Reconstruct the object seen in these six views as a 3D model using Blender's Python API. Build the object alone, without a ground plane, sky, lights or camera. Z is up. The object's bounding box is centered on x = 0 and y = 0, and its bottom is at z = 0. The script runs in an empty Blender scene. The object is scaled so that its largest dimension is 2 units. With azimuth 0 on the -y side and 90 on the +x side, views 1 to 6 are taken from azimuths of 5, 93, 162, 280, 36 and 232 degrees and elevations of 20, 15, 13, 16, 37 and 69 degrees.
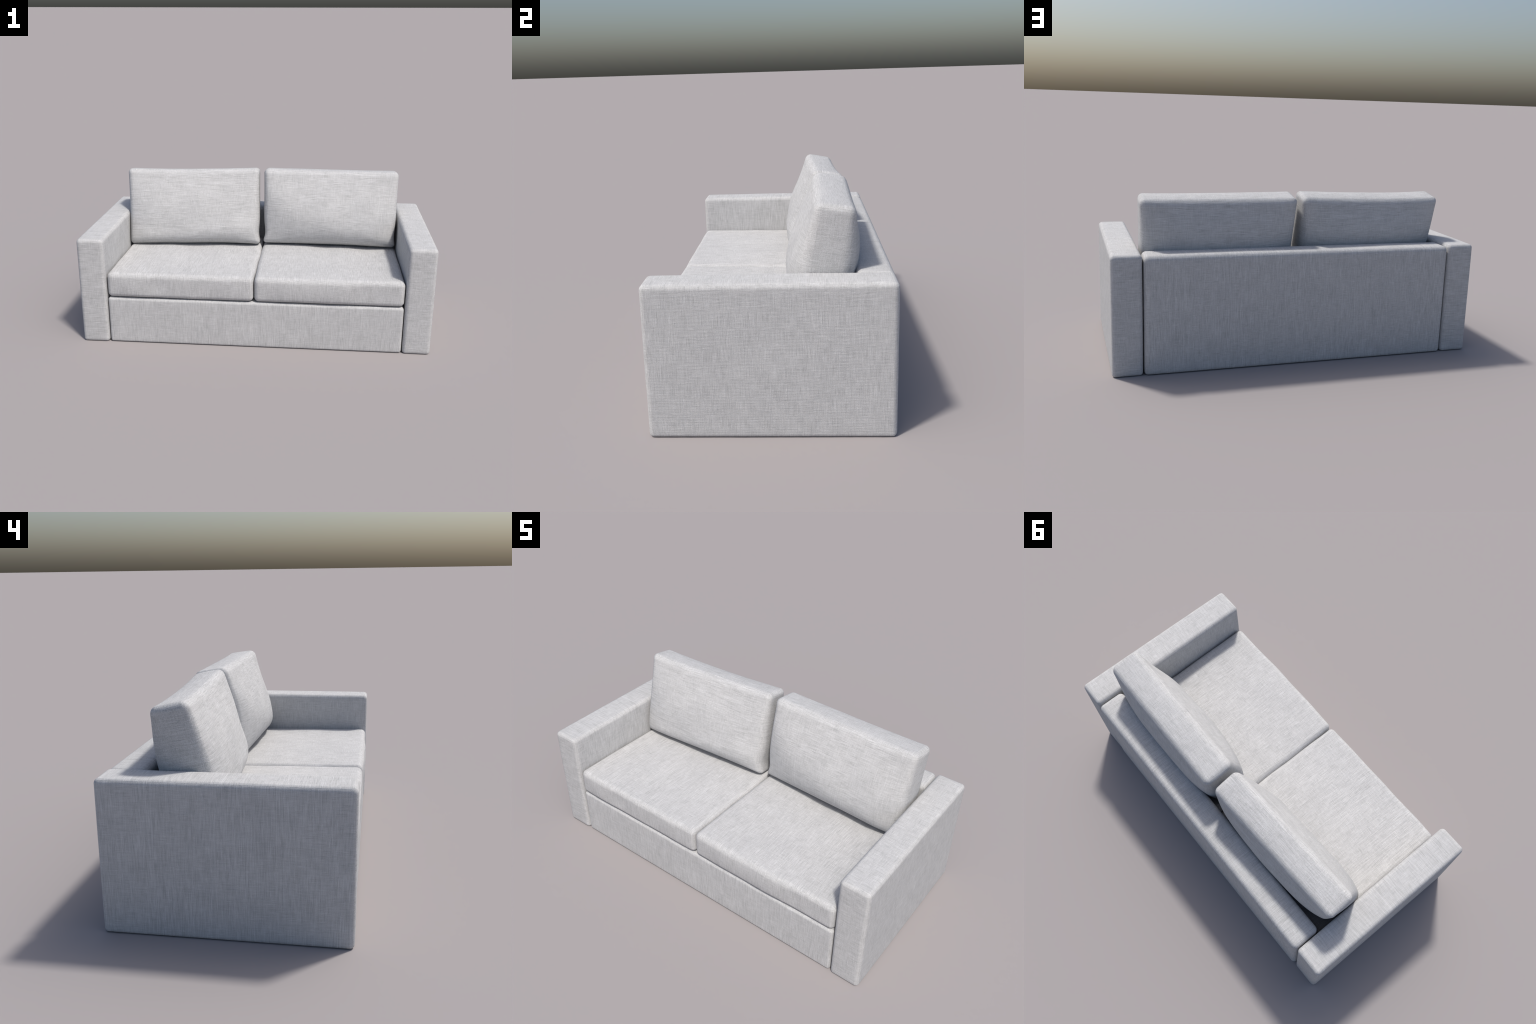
"""Two-seat upholstered sofa: block arms, plinth-like seat base, back panel,
two seat cushions and two loose, plump back cushions, all in pale slubby linen."""
import bpy
import math
import numpy as np
from mathutils import Matrix, Vector, noise

noise.seed_set(7)


# ------------------------------------------------------------------ geometry
def axis_stops(half, radius, step, arc=5):
    """Positions along one edge of a box: fine over the rounded ends, even between."""
    turn = [radius * math.tan(math.radians(45 * i / arc)) for i in range(arc + 1)]
    inner = half - radius
    n = max(2, int(round(2 * inner / step)))
    mid = [-inner + 2 * inner * i / n for i in range(1, n)]
    return [-inner - t for t in reversed(turn)] + mid + [inner + t for t in turn]


def rounded_box(size, radius, step):
    """Quad mesh of a box centred on the origin with round edges and corners."""
    half = [s / 2 for s in size]
    stops = [axis_stops(h, radius, step) for h in half]
    index, verts, faces = {}, [], []

    def vert(p):
        key = tuple(round(c, 6) for c in p)
        if key not in index:
            index[key] = len(verts)
            verts.append(p)
        return index[key]

    for ax in range(3):
        b, c = (ax + 1) % 3, (ax + 2) % 3
        for sign in (-1, 1):
            grid = []
            for u in stops[b]:
                row = []
                for w in stops[c]:
                    p = [0.0, 0.0, 0.0]
                    p[ax], p[b], p[c] = sign * half[ax], u, w
                    row.append(vert(p))
                grid.append(row)
            for i in range(len(grid) - 1):
                for j in range(len(grid[0]) - 1):
                    q = [grid[i][j], grid[i + 1][j], grid[i + 1][j + 1], grid[i][j + 1]]
                    faces.append(q if sign > 0 else q[::-1])
    p = np.array(verts)
    core = np.clip(p, -(np.array(half) - radius), np.array(half) - radius)
    d = p - core
    p = core + d / np.linalg.norm(d, axis=1)[:, None] * radius
    return p, faces


def dome(t, power=2.0, sharp=0.7):
    """1 in the middle of an edge, falling to 0 at both ends (t = -1..1)."""
    return np.clip(1 - np.abs(t) ** power, 0, 1) ** sharp


def fabric_noise(p, scale, seed):
    """Soft lumps of stuffing: smooth noise, about -1..1."""
    off = Vector((seed * 3.1, seed * 1.7, seed * 5.3))
    return np.array([noise.noise(Vector(q) * scale + off) for q in p])


def pad(p, size, puff, lumps=0.0, scale=5.0, seed=0):
    """Swell the six faces of a stuffed box: puff = (x-, x+, y-, y+, z-, z+)."""
    half = np.array(size) / 2
    t = p / half
    out = p.copy()
    for ax in range(3):
        b, c = (ax + 1) % 3, (ax + 2) % 3
        bulge = dome(t[:, b]) * dome(t[:, c])
        side = np.clip(t[:, ax], -1, 1)
        out[:, ax] += np.where(side > 0, side * puff[2 * ax + 1], side * puff[2 * ax]) * bulge
        if lumps:
            out[:, ax] += side * bulge * lumps * fabric_noise(p, scale, seed + ax)
    return out


def make_part(name, p, faces, material, parent, matrix=None):
    mesh = bpy.data.meshes.new(name)
    mesh.from_pydata([tuple(q) for q in p], [], faces)
    mesh.polygons.foreach_set("use_smooth", [True] * len(mesh.polygons))
    mesh.materials.append(material)
    mesh.update()
    obj = bpy.data.objects.new(name, mesh)
    bpy.context.scene.collection.objects.link(obj)
    obj.parent = parent
    if matrix is not None:
        obj.matrix_local = matrix
    return obj


# ------------------------------------------------------------------ material
class Nodes:
    """Small helper to write node trees as expressions."""

    def __init__(self, tree):
        self.tree = tree

    def new(self, kind, **props):
        n = self.tree.nodes.new(kind)
        for k, v in props.items():
            setattr(n, k, v)
        return n

    def put(self, socket, value):
        if isinstance(value, bpy.types.NodeSocket):
            self.tree.links.new(value, socket)
        else:
            socket.default_value = value

    def math(self, op, a, b=0.0, c=None):
        n = self.new("ShaderNodeMath", operation=op)
        self.put(n.inputs[0], a)
        self.put(n.inputs[1], b)
        if c is not None:
            self.put(n.inputs[2], c)
        return n.outputs[0]

    def combine(self, x, y, z):
        n = self.new("ShaderNodeCombineXYZ")
        for s, v in zip(n.inputs, (x, y, z)):
            self.put(s, v)
        return n.outputs[0]

    def noise(self, vec, detail=2.0, rough=0.5):
        n = self.new("ShaderNodeTexNoise")
        n.inputs["Scale"].default_value = 1.0
        n.inputs["Detail"].default_value = detail
        n.inputs["Roughness"].default_value = rough
        self.put(n.inputs["Vector"], vec)
        return n.outputs["Fac"]

    def remap(self, v, lo, hi, a, b):
        n = self.new("ShaderNodeMapRange")
        for s, x in zip(n.inputs[:5], (v, lo, hi, a, b)):
            self.put(s, x)
        return n.outputs[0]


def linen(name, along, color_dark, color_light, speckle=0.0):
    """Slubby woven cloth. along = axis the strong threads follow on faces that
    look along x, y and z; the weak threads cross them."""
    mat = bpy.data.materials.new(name)
    mat.use_nodes = True
    tree = mat.node_tree
    tree.nodes.clear()
    g = Nodes(tree)
    coord = g.new("ShaderNodeTexCoord")
    pos = g.new("ShaderNodeSeparateXYZ")
    tree.links.new(coord.outputs["Object"], pos.inputs[0])
    nrm = g.new("ShaderNodeSeparateXYZ")
    tree.links.new(coord.outputs["Normal"], nrm.inputs[0])
    info = g.new("ShaderNodeObjectInfo")
    ax = [g.math("ABSOLUTE", nrm.outputs[i]) for i in range(3)]
    is_z = g.math("MULTIPLY", g.math("GREATER_THAN", ax[2], ax[0]), g.math("GREATER_THAN", ax[2], ax[1]))
    not_z = g.math("SUBTRACT", 1.0, is_z)
    is_x = g.math("MULTIPLY", g.math("GREATER_THAN", ax[0], ax[1]), not_z)
    is_y = g.math("SUBTRACT", not_z, is_x)
    a, b = 0.0, 0.0
    for face, mask in enumerate((is_x, is_y, is_z)):
        strong = along[face]
        weak = ({0, 1, 2} - {face, strong}).pop()
        a = g.math("MULTIPLY_ADD", pos.outputs[strong], mask, a)
        b = g.math("MULTIPLY_ADD", pos.outputs[weak], mask, b)
    layer = g.math("MULTIPLY_ADD", info.outputs["Random"], 60.0, g.math("MULTIPLY_ADD", is_x, 11.0, g.math("MULTIPLY", is_z, 23.0)))

    def threads(fa, fb, shift, **kw):
        return g.noise(g.combine(g.math("MULTIPLY", a, fa), g.math("MULTIPLY", b, fb), g.math("ADD", layer, shift)), **kw)

    warp = threads(14.0, 400.0, 0.0, detail=1.0, rough=0.6)
    weft = threads(420.0, 20.0, 3.7, detail=1.0, rough=0.6)
    slub_a = threads(24.0, 300.0, 7.1, detail=1.0)
    slub_b = threads(320.0, 26.0, 9.3, detail=1.0)
    fleck_a = threads(22.0, 280.0, 31.7, detail=1.0)
    fleck_b = threads(300.0, 24.0, 37.3, detail=1.0)
    cloud = threads(13.0, 20.0, 13.9, detail=3.0, rough=0.6)
    grain = threads(330.0, 420.0, 17.3, detail=1.0)
    # threads stand out more in some patches than in others
    patch = threads(7.0, 9.0, 21.1, detail=1.0)
    strong = g.remap(patch, 0.35, 0.65, 0.7 * WARP, 1.3 * WARP)
    weak = g.remap(patch, 0.35, 0.65, 1.3 * WEFT, 0.7 * WEFT)
    tone = g.math("MULTIPLY_ADD", g.math("SUBTRACT", warp, 0.5), strong, 0.5)
    tone = g.math("MULTIPLY_ADD", g.math("SUBTRACT", weft, 0.5), weak, tone)
    tone = g.math("MULTIPLY_ADD", g.math("SUBTRACT", cloud, 0.5), CLOUD, tone)
    tone = g.math("MULTIPLY_ADD", g.math("SUBTRACT", grain, 0.5), g.math("MULTIPLY_ADD", g.math("SUBTRACT", 1.0, is_y), speckle, GRAIN), tone)
    tone = g.math("ADD", tone, g.remap(slub_a, 0.66, 0.80, 0.0, 0.5))
    tone = g.math("ADD", tone, g.remap(slub_b, 0.65, 0.80, 0.0, 0.45))
    tone = g.math("ADD", tone, g.remap(fleck_a, 0.62, 0.80, 0.0, -0.5))
    tone = g.math("ADD", tone, g.remap(fleck_b, 0.63, 0.80, 0.0, -0.4))
    ramp = g.new("ShaderNodeMix", data_type="RGBA")
    ramp.clamp_factor = True
    g.put(ramp.inputs["Factor"], tone)
    ramp.inputs["A"].default_value = (*color_dark, 1)
    ramp.inputs["B"].default_value = (*color_light, 1)
    # relief of the weave: over-and-under threads 4 mm apart plus the slubs
    pa = g.math("SINE", g.math("MULTIPLY", g.math("ADD", a, b), 2 * math.pi / 0.0062))
    pb = g.math("SINE", g.math("MULTIPLY", g.math("SUBTRACT", a, b), 2 * math.pi / 0.0062))
    weave = g.math("MULTIPLY", pa, pb)
    height = g.math("MULTIPLY_ADD", weave, 0.5, g.math("MULTIPLY_ADD", grain, 1.0, g.math("MULTIPLY_ADD", warp, 0.6, g.math("MULTIPLY", weft, 0.6))))
    bump = g.new("ShaderNodeBump")
    bump.inputs["Strength"].default_value = BUMP
    bump.inputs["Distance"].default_value = 0.002
    g.put(bump.inputs["Height"], height)
    bsdf = g.new("ShaderNodeBsdfPrincipled")
    g.put(bsdf.inputs["Base Color"], ramp.outputs["Result"])
    bsdf.inputs["Roughness"].default_value = 0.95
    bsdf.inputs["Specular IOR Level"].default_value = 0.15
    g.put(bsdf.inputs["Normal"], bump.outputs[0])
    out = g.new("ShaderNodeOutputMaterial")
    tree.links.new(bsdf.outputs[0], out.inputs[0])
    return mat


WARP, WEFT, CLOUD, GRAIN, BUMP = 1.38, 0.78, 0.5, 0.9, 0.4
DARK, LIGHT = (0.388, 0.389, 0.391), (0.598, 0.599, 0.603)
X, Y, Z = 0, 1, 2
arm_cloth = linen("linen_arm", (Z, X, X), DARK, LIGHT)
frame_cloth = linen("linen_frame", (Z, Z, Y), DARK, LIGHT)
cushion_cloth = linen("linen_cushion", (Y, X, X), DARK, LIGHT, 1.0)

# ------------------------------------------------------------------ the sofa
sofa = bpy.data.objects.new("sofa", None)
bpy.context.scene.collection.objects.link(sofa)
sofa["label"] = "pale grey linen two-seat sofa with block arms and loose cushions"
sofa["category"] = "sofa"

STEP = 0.02


def block(name, lo, hi, radius, puff, cloth, lumps=0.0, seed=0, scale=5.0, floor=-1.0, tip=0.0):
    """A stuffed upholstery block between two corners (before swelling)."""
    lo, hi = np.array(lo), np.array(hi)
    size = hi - lo
    p, faces = rounded_box(size, radius, STEP)
    p = pad(p, size, puff, lumps, scale, seed)
    # a cushion sat on at the back tips its top up towards the front
    p[:, 2] -= tip * np.clip(2 * p[:, 2] / size[2], 0, 1) * 2 * p[:, 1] / size[1]
    p[:, 2] = np.maximum(p[:, 2], floor - (lo + hi)[2] / 2)
    return make_part(name, p, faces, cloth, sofa, Matrix.Translation(Vector((lo + hi) / 2)))


for side in (-1, 1):
    inner, outer = 0.844, 0.9985
    x0, x1 = sorted((side * inner, side * outer))
    puff = (0.004, 0.0015, 0.0015, 0.0015, 0.0, 0.002) if side > 0 else (0.0015, 0.004, 0.0015, 0.0015, 0.0, 0.002)
    block("armrest", (x0, -0.4845, -0.007), (x1, 0.4835, 0.621), 0.021, puff, arm_cloth, 0.002, 10 + side, floor=0.0)

block("seat_base", (-0.838, -0.480, -0.004), (0.838, 0.33, 0.274), 0.016, (0, 0, 0.002, 0, 0, 0.001), frame_cloth, 0.001, 3, floor=0.001)
block("back_panel", (-0.838, 0.336, -0.009), (0.838, 0.488, 0.614), 0.026, (0, 0, 0.003, 0.004, 0, 0.004), frame_cloth, 0.001, 4, floor=0.001)

for side in (-1, 1):
    x0, x1 = sorted((side * 0.002, side * 0.838))
    block("seat_cushion", (x0, -0.482, 0.278), (x1, 0.328, 0.417), 0.027,
          (0.002, 0.002, 0.003, 0.002, 0.0, 0.008), frame_cloth, 0.011, 20 + side, 5.0, tip=0.007)


def back_cushion(corner, width, height, thick, lean, yaw, roll, front, rear, belly, tuck, sag, ears, taper, seed):
    """A plump cushion: corners pulled out, faces swollen, belly sagging low.
    corner = middle of the lower front edge; belly(u) = height of the fullest line."""
    size = np.array((width, thick, height))
    p, faces = rounded_box(size, 0.030, 0.014)
    u, v, w = p[:, 0] / (width / 2), p[:, 1] / (thick / 2), p[:, 2] / (height / 2)
    s = (w + 1) / 2
    peak = belly(u)
    # height warped so that the fullest line lies at the belly
    t = np.where(s < peak, (s / peak - 1), (s - peak) / (1 - peak))
    rise = np.where(t < 0, np.clip(1 - np.abs(t) ** tuck(u), 0, 1) ** 0.8, dome(t, 2.0, 1.3))
    bulge_front = (0.18 + 0.82 * dome(u, 3.4, 0.72)) * rise
    bulge_rear = (0.15 + 0.85 * dome(u, 3.4, 0.72)) * dome(w, 2.2, 1.7)
    lump = fabric_noise(p * np.array((1, 0.3, 1)), 4.8, seed)
    out = p.copy()
    out[:, 1] += np.where(v < 0, v * bulge_front * (front + 0.015 * lump), v * bulge_rear * (rear + 0.006 * lump))
    # edges between the corners draw in a little, the narrow sides round out
    narrow = dome(v, 2.0, 1.0)
    out[:, 0] += np.clip(u, -1, 1) * dome(w) * (-0.008 + 0.006 * narrow)
    out[:, 2] += np.clip(w, -1, 1) * dome(u) * (0.008 * narrow - sag)
    # the lower corners stay plump while the sides above them taper
    low = np.clip(-w, 0, 1)
    ear = np.where(u < 0, ears[0], ears[1])
    out[:, 0] += ear * np.sign(u) * np.abs(u) ** 4 * (0.012 * low ** 8 - 0.010 * np.exp(-((w + 0.72) / 0.25) ** 2))
    # behind, the sides draw in towards the bottom
    pinch = np.where(u < 0, taper[0], taper[1])
    out[:, 0] -= pinch * np.sign(u) * np.abs(u) ** 4 * np.clip(0.5 + v / 2, 0, 1) * (1 - s)
    lump = fabric_noise(p, 3.0, seed + 5)
    out[:, 0] += 0.003 * lump * np.abs(u) ** 3
    out[:, 2] += 0.004 * lump * np.abs(w) ** 3
    out -= np.array((0, -thick / 2, -height / 2))
    turn = Matrix.Rotation(yaw, 4, "Z") @ Matrix.Rotation(roll, 4, "Y") @ Matrix.Rotation(-lean, 4, "X")
    return make_part("back_cushion", out, faces, cushion_cloth, sofa, Matrix.Translation(Vector(corner)) @ turn)


back_cushion((-0.428, 0.076, 0.421), 0.832, 0.485, 0.154, math.radians(11.45), math.radians(2.4), math.radians(-0.8),
             0.063, 0.065, lambda u: 0.25 + 0.05 * u, lambda u: 2.8 - 0.6 * u, 0.014, (0.0, 0.8), (0.032, 0.0), 2)
back_cushion((0.416, 0.113, 0.428), 0.834, 0.471, 0.163, math.radians(8.7), math.radians(-0.6), math.radians(0.35),
             0.075, 0.056, lambda u: 0.32 - 0.14 * u, lambda u: 2.2 + 0.8 * u, 0.008, (1.0, 0.6), (0.028, 0.0), 5)
